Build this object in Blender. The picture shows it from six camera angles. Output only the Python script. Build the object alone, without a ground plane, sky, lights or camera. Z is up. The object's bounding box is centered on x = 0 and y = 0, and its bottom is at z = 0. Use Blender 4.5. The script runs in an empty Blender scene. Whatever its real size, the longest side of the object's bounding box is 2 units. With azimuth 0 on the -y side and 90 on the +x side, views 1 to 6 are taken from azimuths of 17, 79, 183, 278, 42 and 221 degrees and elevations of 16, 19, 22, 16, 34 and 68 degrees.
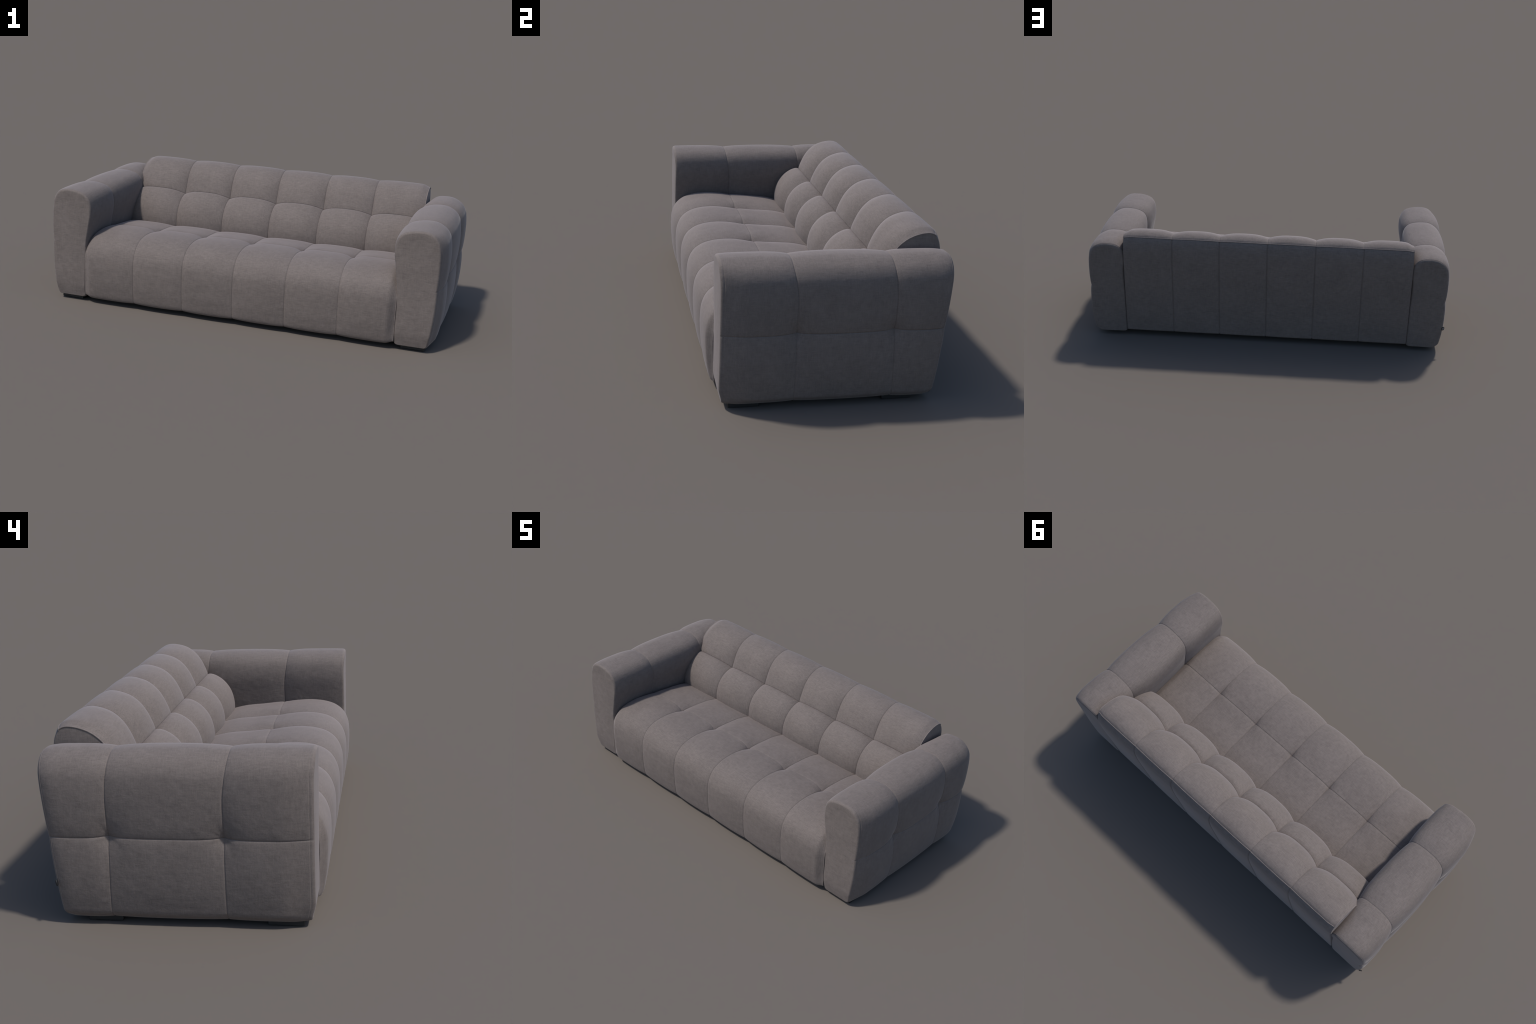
import bpy, math
import numpy as np

rng = np.random.default_rng(7)

# --------------------------------------------------------------------------
# helpers
# --------------------------------------------------------------------------
def spline(pts, n, closed=False):
    """Catmull-Rom through control points, resampled evenly by length."""
    p = np.asarray(pts, float)
    q = np.vstack([2 * p[0] - p[1], p, 2 * p[-1] - p[-2]])
    out = []
    for i in range(len(p) - 1):
        a, b, c, d = q[i:i + 4]
        t = np.linspace(0, 1, 40, endpoint=False)[:, None]
        out.append(0.5 * (2 * b + (c - a) * t + (2 * a - 5 * b + 4 * c - d) * t ** 2 + (3 * b - a - 3 * c + d) * t ** 3))
    out = np.vstack(out + [p[-1:]])
    return resample(out, n)


def arclen(p):
    return np.concatenate([[0], np.cumsum(np.linalg.norm(np.diff(p, axis=0), axis=1))])


def resample(p, n, ends=1.0):
    L = arclen(p)
    u = np.linspace(0, 1, n)
    s = u * L[-1]
    return np.stack([np.interp(s, L, p[:, k]) for k in range(p.shape[1])], 1)


def blur(a, width):
    """gaussian smoothing of a row of values with mirrored ends"""
    k = np.exp(-0.5 * (np.arange(-3 * width, 3 * width + 1) / width) ** 2)
    k /= k.sum()
    pad = 3 * width
    if a.ndim == 1:
        a = a[:, None]
    b = np.vstack([a[:1].repeat(pad, 0), a, a[-1:].repeat(pad, 0)])
    return np.stack([np.convolve(b[:, j], k, "valid") for j in range(a.shape[1])], 1)


def normals2d(p, width=3):
    d = np.gradient(p, axis=0)
    d /= np.linalg.norm(d, axis=1)[:, None] + 1e-12
    n = np.stack([-d[:, 1], d[:, 0]], 1)
    n = blur(n, width)
    return n / (np.linalg.norm(n, axis=1)[:, None] + 1e-12)


def keys(pairs, u):
    xs, ys = zip(*pairs)
    v = np.interp(u, xs, ys)
    return v


def smooth(a, b, x):
    t = np.clip((x - a) / (b - a), 0, 1)
    return t * t * (3 - 2 * t)


def dense(n):
    """0..1, crowded towards both ends so that seam creases come out crisp"""
    u = np.linspace(0, 1, n)
    return 0.5 - 0.5 * np.cos(np.pi * u)


def link(name, mesh, parent, mat, smooth_shade=True):
    ob = bpy.data.objects.new(name, mesh)
    bpy.context.scene.collection.objects.link(ob)
    ob.parent = parent
    if mat:
        mesh.materials.append(mat)
    if smooth_shade:
        mesh.polygons.foreach_set("use_smooth", [True] * len(mesh.polygons))
    mesh.update()
    return ob


def empty(name, parent=None):
    ob = bpy.data.objects.new(name, None)
    bpy.context.scene.collection.objects.link(ob)
    ob.parent = parent
    ob.empty_display_size = 0.1
    return ob


def grid_mesh(name, P, parent, mat, flip=False, wrap=False):
    """P: (rows, columns, 3) lattice of points -> quad patch"""
    r, c, _ = P.shape
    idx = np.arange(r * c).reshape(r, c)
    if wrap:
        idx = np.concatenate([idx, idx[:, :1]], 1)
    a, b, cc, d = idx[:-1, :-1], idx[:-1, 1:], idx[1:, 1:], idx[1:, :-1]
    q = np.stack([a, b, cc, d], -1).reshape(-1, 4)
    if flip:
        q = q[:, ::-1]
    me = bpy.data.meshes.new(name)
    me.from_pydata(P.reshape(-1, 3).tolist(), [], q.tolist())
    return link(name, me, parent, mat)


def dome_mesh(name, rings, parent, mat, flip=False):
    """rings: list of closed loops (n,3) shrinking to a point -> panel"""
    R = np.stack(rings)
    k, n, _ = R.shape
    V = R.reshape(-1, 3)
    centre = R[-1].mean(0)
    V = np.vstack([V, centre])
    F = []
    idx = np.arange(k * n).reshape(k, n)
    nxt = np.roll(idx, -1, 1)
    F = np.stack([idx[:-1], nxt[:-1], nxt[1:], idx[1:]], -1).reshape(-1, 4).tolist()
    F += [[int(idx[-1, i]), int(nxt[-1, i]), k * n] for i in range(n)]
    if flip:
        F = [f[::-1] for f in F]
    me = bpy.data.meshes.new(name)
    me.from_pydata(V.tolist(), [], F)
    return link(name, me, parent, mat)


def cord(name, path, radius, parent, mat, closed=False, sides=8):
    """thin round piping along a path"""
    p = np.asarray(path, float)
    if closed:
        t = np.roll(p, -1, 0) - np.roll(p, 1, 0)
    else:
        t = np.gradient(p, axis=0)
    t /= np.linalg.norm(t, axis=1)[:, None]
    ref = np.array([0.31, 0.83, 0.46])
    a = np.cross(t, ref)
    a /= np.linalg.norm(a, axis=1)[:, None]
    b = np.cross(t, a)
    ang = np.linspace(0, 2 * np.pi, sides, endpoint=False)
    P = p[:, None] + radius * (np.cos(ang)[None, :, None] * a[:, None] + np.sin(ang)[None, :, None] * b[:, None])
    if closed:
        P = np.concatenate([P, P[:1]], 0)
    return grid_mesh(name, P, parent, mat, wrap=True)


# --------------------------------------------------------------------------
# materials
# --------------------------------------------------------------------------
def fabric_material(name, tint=1.0):
    m = bpy.data.materials.new(name)
    m.use_nodes = True
    nt = m.node_tree
    N, L = nt.nodes, nt.links
    bsdf = N["Principled BSDF"]
    tc = N.new("ShaderNodeTexCoord")

    def noise(scale, stretch, detail=3.0, rough=0.6):
        mp = N.new("ShaderNodeMapping")
        mp.inputs["Scale"].default_value = stretch
        L.new(tc.outputs["Object"], mp.inputs["Vector"])
        t = N.new("ShaderNodeTexNoise")
        t.inputs["Scale"].default_value = scale
        t.inputs["Detail"].default_value = detail
        t.inputs["Roughness"].default_value = rough
        L.new(mp.outputs["Vector"], t.inputs["Vector"])
        return t.outputs["Fac"]

    def math_node(op, a, b):
        n = N.new("ShaderNodeMath")
        n.operation = op
        for i, v in enumerate((a, b)):
            if isinstance(v, (int, float)):
                n.inputs[i].default_value = v
            else:
                L.new(v, n.inputs[i])
        return n.outputs[0]

    # slubby yarns: streaks along x, streaks up the cloth, and a soft blotch
    weft = noise(60, (0.5, 5.0, 5.0))
    warp = noise(60, (5.0, 0.7, 0.5))
    side_weft = noise(60, (0.7, 0.5, 5.0))
    side_warp = noise(60, (0.7, 5.0, 0.5))
    blotch = noise(7, (1, 1, 1), 4.0, 0.62)
    speck = noise(420, (1, 1, 1), 1.0)
    yarn = math_node("ADD", math_node("ADD", weft, warp), math_node("ADD", side_weft, side_warp))
    s = math_node("MULTIPLY", yarn, 0.1825)
    s = math_node("ADD", s, math_node("MULTIPLY", blotch, 0.15))
    s = math_node("ADD", s, math_node("MULTIPLY", speck, 0.12))
    ramp = N.new("ShaderNodeValToRGB")
    ramp.color_ramp.elements[0].position = 0.40
    ramp.color_ramp.elements[1].position = 0.60
    c0, c1 = FABRIC_DARK, FABRIC_LIGHT
    ramp.color_ramp.elements[0].color = (*[c * tint for c in c0], 1)
    ramp.color_ramp.elements[1].color = (*[c * tint for c in c1], 1)
    L.new(s, ramp.inputs["Fac"])
    # grazing sheen and rim light painted into the base colour, paler when seen edge on
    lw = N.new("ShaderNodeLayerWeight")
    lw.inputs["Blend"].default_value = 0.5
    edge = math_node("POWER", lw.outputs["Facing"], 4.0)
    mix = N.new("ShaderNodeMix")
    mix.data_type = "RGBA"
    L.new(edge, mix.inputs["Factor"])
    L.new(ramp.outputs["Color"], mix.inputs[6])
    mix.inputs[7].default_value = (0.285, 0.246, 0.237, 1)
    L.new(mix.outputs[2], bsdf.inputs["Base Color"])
    bsdf.inputs["Roughness"].default_value = 0.9
    bsdf.inputs["Specular IOR Level"].default_value = 0.2
    bsdf.inputs["Sheen Weight"].default_value = SHEEN
    bsdf.inputs["Sheen Roughness"].default_value = 0.22
    bsdf.inputs["Sheen Tint"].default_value = (1.0, 0.96, 0.96, 1)
    # soft creasing and cloth grain
    crease = noise(24, (1, 1, 1.4), 5.0, 0.55)
    h = math_node("ADD", math_node("MULTIPLY", crease, 1.0), math_node("MULTIPLY", yarn, 0.05))
    h = math_node("ADD", h, math_node("MULTIPLY", speck, 0.05))
    bump = N.new("ShaderNodeBump")
    bump.inputs["Strength"].default_value = 0.28
    bump.inputs["Distance"].default_value = 0.006
    L.new(h, bump.inputs["Height"])
    L.new(bump.outputs["Normal"], bsdf.inputs["Normal"])
    return m


def plain_material(name, colour, rough, metallic=0.0):
    m = bpy.data.materials.new(name)
    m.use_nodes = True
    nt = m.node_tree
    b = nt.nodes["Principled BSDF"]
    tc = nt.nodes.new("ShaderNodeTexCoord")
    t = nt.nodes.new("ShaderNodeTexNoise")
    t.inputs["Scale"].default_value = 90
    nt.links.new(tc.outputs["Object"], t.inputs["Vector"])
    r = nt.nodes.new("ShaderNodeValToRGB")
    r.color_ramp.elements[0].color = (*[c * 0.85 for c in colour], 1)
    r.color_ramp.elements[1].color = (*[min(1, c * 1.15) for c in colour], 1)
    nt.links.new(t.outputs["Fac"], r.inputs["Fac"])
    nt.links.new(r.outputs["Color"], b.inputs["Base Color"])
    b.inputs["Roughness"].default_value = rough
    b.inputs["Metallic"].default_value = metallic
    return m


FABRIC_DARK = (0.126, 0.1062, 0.0973)
FABRIC_LIGHT = (0.184, 0.1555, 0.1422)
SHEEN = 0.10

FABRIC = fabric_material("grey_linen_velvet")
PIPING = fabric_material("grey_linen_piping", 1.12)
BLACK = plain_material("black_plastic", (0.012, 0.012, 0.013), 0.55)
STEEL = plain_material("tag_face", (0.32, 0.33, 0.36), 0.4, 0.6)
UNDER_DARK = plain_material("dark_underside", (0.012, 0.012, 0.012), 0.9)

sofa = empty("sofa")
sofa["label"] = "long low grey upholstered sofa with square tufted cushions"
sofa["category"] = "sofa"

HALF = 0.7925                     # half the width between the armrests
N_SEG = 6
SEAMS = np.linspace(-HALF, HALF, N_SEG + 1)
# the lines between the segments as seen; the outer segments are a little wider
SEAMS[1:-1] = np.array([-0.5215, -0.2605, 0.002, 0.2645, 0.524])


def puff(u, left_end, right_end, p=2.7, p_end=3.0):
    """cross section of a stuffed segment, u in -1..1; flatter next to a free end"""
    pl = p_end if left_end else p
    pr = p_end if right_end else p
    a = np.abs(u)
    return 1 - np.where(u < 0, a ** pl, a ** pr)


def groove(d, depth, width):
    """the stitched line itself: narrow dip at distance d from the seam"""
    return -depth * np.exp(-(d / width) ** 2)


# --------------------------------------------------------------------------
# a stuffed, channelled slab: profile in (y, z), swept along x
# --------------------------------------------------------------------------
FULLNESS = 0.87 + 0.08 * rng.random(N_SEG)      # no two segments are stuffed quite alike


class Slab:
    def __init__(self, pieces, lift, samples, end_drop=None, turn=14, pinch=0.0, end_full=0.0):
        """pieces: control point lists, split where a seam runs along x;
        lift: per piece, (u, height) keys of the stuffing between the seams"""
        self.curves, self.lifts = [], []
        for pts, lf, n in zip(pieces, lift, samples):
            c = spline(pts, 400)
            u = dense(n)
            L = np.linspace(0, 1, 400)
            self.curves.append(np.stack([np.interp(u, L, c[:, 0]), np.interp(u, L, c[:, 1])], 1))
            self.lifts.append(blur(keys(lf, u), 3)[:, 0] if n > 20 else keys(lf, u))
        whole, starts = [], []
        fine = [spline(p, 300) for p in pieces]
        allp = np.vstack(fine)
        L = arclen(allp)
        keep = np.concatenate([[True], np.diff(L) > 1e-9])
        allp = resample(allp[keep], 900)
        nn = normals2d(allp, turn)
        self.normals = []
        for c in self.curves:
            d = ((c[:, None] - allp[None]) ** 2).sum(-1).argmin(1)
            self.normals.append(nn[d])
        self.end_drop = end_drop
        self.end_full = end_full
        self.pinch, self.tuck, self.rise = pinch, pieces[0][-1], (0.014 if pinch else 0.0025)
        self.dip = 0.0013 if pinch else 0.002

    def patch(self, k, seg, nx=44):
        """lattice of points for piece k of segment seg"""
        c, nrm, lift = self.curves[k], self.normals[k], self.lifts[k]
        x0, x1 = SEAMS[seg], SEAMS[seg + 1]
        v = dense(nx)
        x = x0 + (x1 - x0) * v
        p = (2.7 + self.pinch * np.exp(-((c[:, 0] - self.tuck[0]) / 0.05) ** 2))[:, None]
        w = puff(2 * v[None] - 1, seg == 0, seg == N_SEG - 1, p, p + 0.6)
        if self.end_full:
            for hit, sel in ((seg == 0, v < 0.5), (seg == N_SEG - 1, v >= 0.5)):
                if hit:
                    w = np.where(sel[None], self.end_full + (1 - self.end_full) * w, w)
        amount = FULLNESS[seg]
        D = lift[:, None] * w * amount
        edge = np.minimum(v, 1 - v) * (x1 - x0)
        D = D + (groove(edge, 0.0035, 0.0028) if k == 2 else groove(edge, 0.0015, 0.0020))[None]
        s = arclen(c)
        cross = np.minimum(s if k > 0 else 9.0 + s, (s[-1] - s) if k < len(self.curves) - 1 else 9.0 + s)
        # the front edge of a crossing seam drops steeply, the rear one rises gently
        D = D + groove(cross, self.dip, np.where(s < s[-1] / 2, self.rise, 0.0022))[:, None]
        if self.end_drop:
            out = np.where(x < 0, x + HALF, HALF - x) if seg in (0, N_SEG - 1) else np.full_like(x, 1.0)
            D = D - self.end_drop(c)[:, None] * (1 - smooth(0, 0.038, out))[None]
        P = np.empty((len(c), nx, 3))
        P[..., 0] = x[None]
        P[..., 1] = c[:, 0, None] + nrm[:, 0, None] * D
        P[..., 2] = c[:, 1, None] + nrm[:, 1, None] * D
        return P


# --- seat -----------------------------------------------------------------
seat = empty("seat", sofa)
seat_front = [(-0.395, 0.033), (-0.424, 0.033), (-0.436, 0.09), (-0.441, 0.15), (-0.4425, 0.21), (-0.437, 0.262),
              (-0.417, 0.304), (-0.382, 0.333), (-0.335, 0.349), (-0.28, 0.355), (-0.235, 0.3535), (-0.195, 0.347),
              (-0.168, 0.3375), (-0.148, 0.329)]
seat_rear = [(-0.148, 0.329), (-0.128, 0.3325), (-0.09, 0.334), (-0.04, 0.332), (0.03, 0.327), (0.08, 0.318),
             (0.123, 0.306), (0.152, 0.296)]
seat_slab = Slab([seat_front, seat_rear],
                 [[(0, 0.0), (0.05, 0.006), (0.2, 0.010), (0.32, 0.0105), (0.5, 0.012), (0.8, 0.0115), (0.9, 0.014), (0.95, 0.020), (1, 0.028)],
                  [(0, 0.028), (0.1, 0.022), (0.3, 0.016), (0.7, 0.011), (1, 0.008)]],
                 [120, 60], end_drop=lambda c: (0.013 + 0.003 * (1 - smooth(-0.42, -0.33, c[:, 0]))) * (0.55 + 0.45 * smooth(0.03, 0.12, c[:, 1])), pinch=2.0)
# --- backrest ---------------------------------------------------------------
backrest = empty("backrest", sofa)
back_low = [(0.135, 0.24), (0.120, 0.285), (0.116, 0.32), (0.119, 0.36), (0.133, 0.402), (0.159, 0.436), (0.190, 0.457), (0.220, 0.467), (0.241, 0.467)]
back_top = [(0.241, 0.467), (0.252, 0.500), (0.270, 0.543), (0.292, 0.577), (0.322, 0.603), (0.360, 0.619), (0.395, 0.625),
            (0.420, 0.621), (0.434, 0.612)]
back_rear = [(0.434, 0.612), (0.443, 0.594), (0.448, 0.570), (0.449, 0.530), (0.443, 0.450), (0.429, 0.330), (0.414, 0.200),
             (0.398, 0.060), (0.393, 0.034), (0.365, 0.033)]
back_slab = Slab([back_low, back_top, back_rear],
                 [[(0, 0.020), (0.3, 0.027), (0.7, 0.033), (1, 0.038)],
                  [(0, 0.038), (0.35, 0.031), (0.6, 0.021), (0.85, 0.010), (1, 0.003)],
                  [(0, 0.003), (0.1, 0.006), (0.4, 0.008), (0.8, 0.005), (1, 0.0)]],
                 [70, 80, 80], turn=36, end_full=0.22,
                 end_drop=lambda c: 0.008 * smooth(0.53, 0.620, c[:, 1]))

for seg in range(N_SEG):
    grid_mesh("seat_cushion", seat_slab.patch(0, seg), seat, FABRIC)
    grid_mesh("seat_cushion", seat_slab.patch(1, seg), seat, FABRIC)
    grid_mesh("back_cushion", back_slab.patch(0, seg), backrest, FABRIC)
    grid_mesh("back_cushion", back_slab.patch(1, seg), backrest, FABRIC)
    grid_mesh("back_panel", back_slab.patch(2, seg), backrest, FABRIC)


def end_cap(slab, parent, name, close, cap_bulge):
    """side panels that close a slab left and right"""
    for seg, side in ((0, -1), (N_SEG - 1, 1)):
        col = 0 if side < 0 else -1
        loop = np.vstack([slab.patch(k, seg)[:, col] for k in range(len(slab.curves))])
        loop = np.vstack([loop, [(side * HALF, y, z) for y, z in close]]) if close else loop
        keep = np.concatenate([[True], np.linalg.norm(np.diff(loop, axis=0), axis=1) > 1e-7])
        loop = resample(np.vstack([loop[keep], loop[:1]]), 300)[:-1]
        c = loop.mean(0)
        rings = []
        for f in (0, 0.02, 0.06, 0.13, 0.25, 0.45, 0.7, 0.9):
            r = loop + (c - loop) * f
            r[:, 0] = side * (HALF + 0.0005 + cap_bulge * (1 - (1 - f) ** 6))
            rings.append(r)
        dome_mesh(name, rings, parent, FABRIC, flip=side > 0)


end_cap(seat_slab, seat, "seat_side", [(0.152, 0.20), (0.152, 0.034)], 0.004)
end_cap(back_slab, backrest, "back_side", [(0.16, 0.034), (0.16, 0.2)], 0.004)

# piping: along the top rear edge and round both ends of the backrest
for seg in range(N_SEG):
    edge = back_slab.patch(1, seg)[-1]
    cord("piping", edge + np.array([0, 0.0005, 0.001]), 0.0026, backrest, PIPING)
for seg, col in ((0, 0), (N_SEG - 1, -1)):
    path = np.vstack([back_slab.patch(0, seg)[:, col], back_slab.patch(1, seg)[1:, col]])
    path = resample(path, 160)
    cord("piping", path, 0.0026, backrest, PIPING)
    path = resample(seat_slab.patch(0, seg)[8:, col], 160)
    cord("piping", path, 0.0022, seat, PIPING)

# --------------------------------------------------------------------------
# armrests
# --------------------------------------------------------------------------
Z_TUCK = 0.306
arm_up = [(0.812, 0.0205), (0.800, 0.024), (0.7945, 0.036), (0.7935, 0.10), (0.793, 0.20), (0.7915, 0.30), (0.787, 0.345),
          (0.779, 0.40), (0.772, 0.445), (0.770, 0.485), (0.775, 0.520), (0.787, 0.542), (0.808, 0.558), (0.845, 0.5685),
          (0.880, 0.5715), (0.905, 0.5705), (0.930, 0.5635), (0.950, 0.550), (0.964, 0.527), (0.971, 0.49), (0.974, 0.44),
          (0.9745, 0.38), (0.973, Z_TUCK)]
arm_low = [(0.973, Z_TUCK), (0.972, 0.24), (0.968, 0.16), (0.9605, 0.08), (0.9555, 0.042), (0.950, 0.027), (0.940, 0.0205),
           (0.915, 0.020)]
N_UP, N_LOW = 150, 60


def seam_y(z):
    """y of the front edge, the two cross seams and the rear edge at height z"""
    lean = smooth(0.42, 0.60, z)
    front = np.full_like(z, -0.410) + 0.012 * (1 - smooth(0.02, 0.09, z)) - 0.004 * smooth(0.5, 0.58, z)
    rear = 0.390 + 0.090 * (z - 0.026)
    low = 1 - smooth(0.03, 0.25, z)
    return front, -0.142 - 0.018 * lean, 0.229 - 0.012 * lean + 0.007 * low, rear


class Arm:
    def __init__(self, side):
        self.side = side
        self.curves = []
        for pts, n in ((arm_up, N_UP), (arm_low, N_LOW)):
            self.curves.append(spline(pts, n))
        # crowd the samples towards the tuck seam
        up = spline(arm_up, 1200)
        u = np.linspace(0, 1, N_UP)
        u = 1 - (1 - u) ** 1.35
        self.curves[0] = np.stack([np.interp(u, np.linspace(0, 1, 1200), up[:, k]) for k in (0, 1)], 1)
        lo = spline(arm_low, 600)
        u = np.linspace(0, 1, N_LOW) ** 1.4
        self.curves[1] = np.stack([np.interp(u, np.linspace(0, 1, 600), lo[:, k]) for k in (0, 1)], 1)
        self.normals = []
        both = np.vstack([up, lo[1:]])
        both = resample(both, 1200)
        nn = -normals2d(both, 12) * -1
        for c in self.curves:
            d = ((c[:, None] - both[None]) ** 2).sum(-1).argmin(1)
            self.normals.append(nn[d])

    def displace(self, c, seg, v, Y):
        """how far the cover stands off the seam outline"""
        x, z = c[:, 0][:, None], c[:, 1][:, None]
        inner = (x < 0.88)
        a_in = np.interp(z, [0.05, 0.30, 0.36, 0.46, 0.56], [0.001, 0.005, 0.008, 0.012, 0.012])
        a_out = np.interp(z, [0.02, 0.08, 0.20, 0.306, 0.38, 0.45, 0.55], [0.002, 0.005, 0.009, 0.009, 0.010, 0.0115, 0.012])
        top = smooth(0.54, 0.571, z)
        A = np.where(inner, a_in, a_out) * (1 - top) + 0.0072 * top
        # close to the stitching the stuffing rises quickly out of the seam
        Q = 0.0012 * smooth(0.1, 0.4, z)
        pl, pr = (3.4, 2.6) if seg == 0 else ((2.6, 3.6) if seg == 2 else (2.6, 2.6))
        u = 2 * v[None] - 1
        w = 1 - np.where(u < 0, np.abs(u) ** pl, np.abs(u) ** pr)
        fast = 1 - np.abs(u) ** 9
        if seg == 0:
            # towards the front panel the cover stays full instead of dipping to the seam
            floor = np.where(inner, 0.5, 0.2) * (1 - top) + 0.8 * top
            floor = floor * smooth(0.03, 0.12, z)
            w = np.where(u < 0, floor + (1 - floor) * w, w)
            fast = np.where(u < 0, floor + (1 - floor) * fast, fast)
        D = A * w + Q * fast
        # behind the front panel the outer face steps out a little
        t = (seg + v[None]) / 3
        step = (0.009 + 0.005 * (1 - smooth(0.06, 0.25, z))) * smooth(0.021, 0.052, z)
        D = D + step * smooth(0, 0.12, t) * np.where(inner, 0, 1 - smooth(0.50, 0.565, z))
        # the stuffing sags a little between the feet
        sag = smooth(0, 0.06, t) * (1 - smooth(0.95, 1, t)) * (1 - smooth(0.022, 0.075, z))
        D = D + (0.0018 + 0.0016 * w) * sag
        # the lower tuft of the outer face swells below the tuck
        lo = 0.0080 * (1 - np.abs(2 * np.clip((Z_TUCK - z) / 0.27, 0, 1) ** 0.75 - 1) ** 2.4)
        up = 0.0060 * (1 - np.abs(2 * np.clip((z - Z_TUCK) / 0.25, 0, 1) ** 0.75 - 1) ** 2.4)
        D = D + np.where(inner, 0, lo + up) * np.minimum(1, 0.3 + 4 * t)
        # deep pull where the seams cross
        f, b, a, r = seam_y(np.full_like(Y, Z_TUCK))
        for sy in (b, a):
            d2 = ((Y - sy) / 0.030) ** 2 + ((z - Z_TUCK) / 0.042) ** 2
            D = D - np.where(inner, 0, 0.0200 * np.exp(-np.sqrt(d2 + 0.04) * 1.2))
            # puckers raying out of the pull
            dy, dz = Y - sy, z - Z_TUCK
            r = np.hypot(dy, dz)
            ray = np.cos(7 * np.arctan2(dz, dy) + 0.8 + 3.1 * sy) + 0.6 * np.cos(12 * np.arctan2(dz, dy) + 2.2)
            D = D + np.where(inner, 0, 0.0004 * ray * smooth(0.006, 0.025, r) * np.exp(-(r / 0.05) ** 2))
        # stitched lines
        edge = np.minimum(np.where(seg == 0, 9, v), np.where(seg == 2, 9, 1 - v))[None] * 0.3
        edge_all = np.minimum(v, 1 - v)[None] * 0.3
        stitch = groove(edge_all, 0.0014, 0.0020)
        if seg == 0:
            soft = np.where(inner, 0.0, 0.8 * (1 - top))      # no stitching shows round the inside of the front roll
            stitch = np.where(v[None] < 0.5, stitch * soft, stitch)
        D = D + stitch
        D = D + np.where(inner, 0, groove(np.abs(z - Z_TUCK), 0.0014, 0.0020))
        return D

    def patch(self, k, seg, ny=60):
        c, nrm = self.curves[k], self.normals[k]
        v = dense(ny)
        ys = seam_y(c[:, 1])
        Y = ys[seg][:, None] * (1 - v) + ys[seg + 1][:, None] * v
        # near the back the inner side is squeezed straight by the backrest
        squeeze = smooth(0.12, 0.42, Y) * smooth(0.26, 0.44, c[:, 1][:, None]) * (1 - smooth(0.775, 0.86, c[:, 0][:, None]))
        X0 = c[:, 0][:, None] + squeeze * 0.021
        D = self.displace(c, seg, v, Y)
        D = D * (1 - 0.6 * squeeze)
        P = np.empty((len(c), ny, 3))
        P[..., 0] = (X0 + nrm[:, 0][:, None] * D) * self.side
        P[..., 1] = Y
        P[..., 2] = c[:, 1][:, None] + nrm[:, 1][:, None] * D
        return P

    def end_loop(self, seg, col):
        up = self.patch(0, seg)[:, col]
        lo = self.patch(1, seg)[:, col]
        loop = np.vstack([up, lo[1:]])
        loop = np.vstack([loop, loop[:1]])
        return resample(loop, 360)[:-1]


def inset(loop, d):
    """shrink a closed loop by about d on every side of its (x, z) outline"""
    q = loop.copy()
    for ax, low in ((0, 1.0), (2, 0.35)):                 # the bottom edge stays crisper than the others
        lo, hi = loop[:, ax].min(), loop[:, ax].max()
        k = (1 + low) * d / (hi - lo)
        pivot = lo + (hi - lo) * low / (1 + low)
        q[:, ax] = pivot + (loop[:, ax] - pivot) * (1 - k)
    return q


def arm_end(arm, name, seg, col, depth, radius, sign, parent):
    """front or rear panel: rolls over from the seam, then runs nearly flat"""
    loop = arm.end_loop(seg, col)
    rings = []
    for a in np.linspace(0, 1, 11):
        ang = a * math.pi / 2
        r = inset(loop, radius * (1 - math.cos(ang)))
        r[:, 1] += sign * depth * math.sin(ang)
        rings.append(r)
    base = rings[-1]
    c = base.mean(0)
    for f in (0.08, 0.18, 0.32, 0.5, 0.7, 0.88):
        r = base.copy()
        r[:, [0, 2]] += (c[[0, 2]] - r[:, [0, 2]]) * f
        if sign > 0:
            r[:, 1] = seam_y(r[:, 2])[3] + depth
        else:
            r[:, 1] = seam_y(r[:, 2])[0] - depth
        r[:, 1] += sign * 0.003 * (1 - (1 - f) ** 2)
        rings.append(r)
    flip = (arm.side > 0) == (sign > 0)
    dome_mesh(name, rings, parent, FABRIC, flip=flip)
    if sign > 0:
        cord("piping", inset(loop, -0.0003), 0.0015, parent, FABRIC, closed=True)


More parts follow.
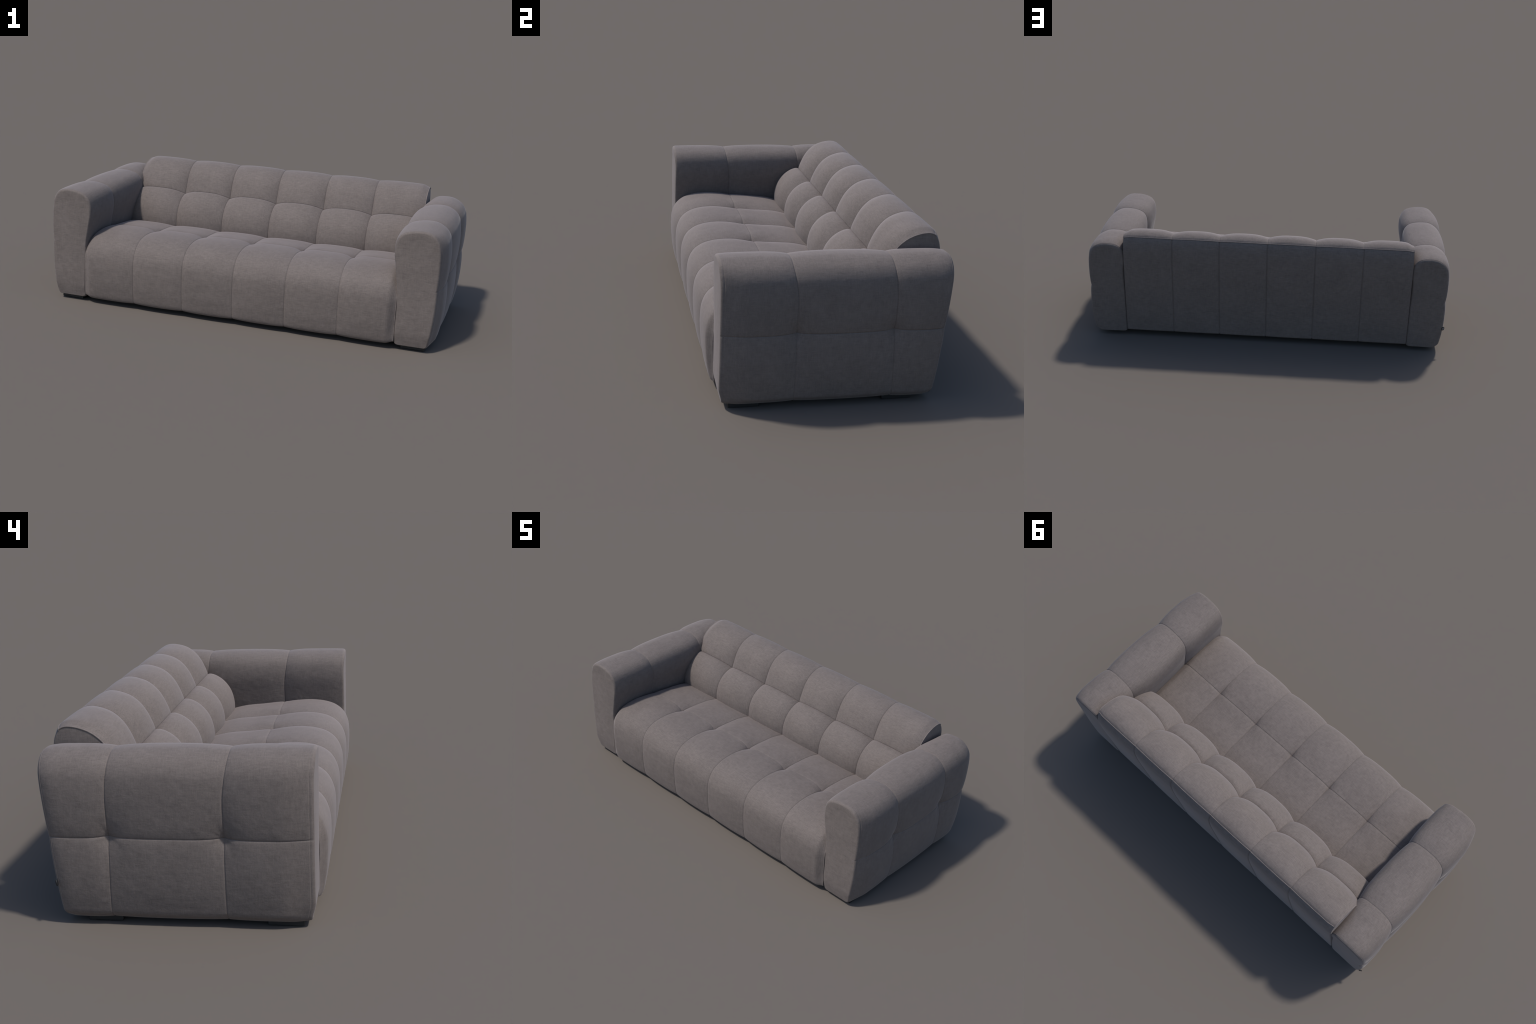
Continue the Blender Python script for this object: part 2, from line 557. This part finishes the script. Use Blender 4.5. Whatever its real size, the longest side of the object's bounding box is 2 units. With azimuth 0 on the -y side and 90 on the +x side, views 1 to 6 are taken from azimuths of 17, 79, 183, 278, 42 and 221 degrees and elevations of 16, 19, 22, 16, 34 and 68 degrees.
for side in (1, -1):
    holder = empty("armrest", sofa)
    arm = Arm(side)
    for seg in range(3):
        for k in (0, 1):
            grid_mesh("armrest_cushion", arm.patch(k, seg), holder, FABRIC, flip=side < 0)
    arm_end(arm, "front_panel", 0, 0, 0.0135, 0.011, -1, holder)
    arm_end(arm, "rear_panel", 2, -1, 0.009, 0.012, 1, holder)
    # dark underside
    x0, x1 = sorted((side * 0.80, side * 0.935))
    me = bpy.data.meshes.new("underside")
    zb = 0.0305
    me.from_pydata([(x0, -0.395, zb), (x1, -0.395, zb), (x1, 0.385, zb), (x0, 0.385, zb)], [], [(3, 2, 1, 0)])
    link("underside", me, holder, UNDER_DARK, False)


# --------------------------------------------------------------------------
# dark base under the seat, feet, tag
# --------------------------------------------------------------------------
def block(name, x0, x1, y0, y1, z0, z1, parent, mat, bevel=0.002):
    v = [(x, y, z) for z in (z0, z1) for y in (y0, y1) for x in (x0, x1)]
    f = [(0, 2, 3, 1), (4, 5, 7, 6), (0, 1, 5, 4), (2, 6, 7, 3), (0, 4, 6, 2), (1, 3, 7, 5)]
    me = bpy.data.meshes.new(name)
    me.from_pydata(v, [], f)
    ob = link(name, me, parent, mat, False)
    if bevel:
        mod = ob.modifiers.new("edge", "BEVEL")
        mod.width = bevel
        mod.segments = 2
    return ob


block("base", -0.785, 0.785, -0.39, 0.375, 0.036, 0.06, sofa, UNDER_DARK)
for sx in (1, -1):
    for y0, y1 in ((-0.385, -0.268), (0.210, 0.326)):
        x0, x1 = sorted((sx * 0.825, sx * 0.940))
        block("foot", x0, x1, y0, y1, 0.0, 0.040, sofa, BLACK)

# small oval metal tag sewn into the rear seam of one armrest
tag = empty("tag", sofa)
n = np.array([-0.50, 0.86, -0.10])
n /= np.linalg.norm(n)
h = np.cross(n, (0, 0, 1)); h /= np.linalg.norm(h)
k = np.cross(h, n)
C = np.array([-0.988, 0.4065, 0.150])
ang = np.linspace(0, 2 * np.pi, 40, endpoint=False)
oval = C + 0.0065 * np.cos(ang)[:, None] * h + 0.0095 * np.sin(ang)[:, None] * k
cord("tag_rim", oval + n * 0.002, 0.0022, tag, BLACK, closed=True)
face = [oval, C + (oval - C) * 0.98 + n * 0.0025, C + (oval - C) * 0.5 + n * 0.003]
dome_mesh("tag_face", [np.asarray(f) for f in face], tag, STEEL)
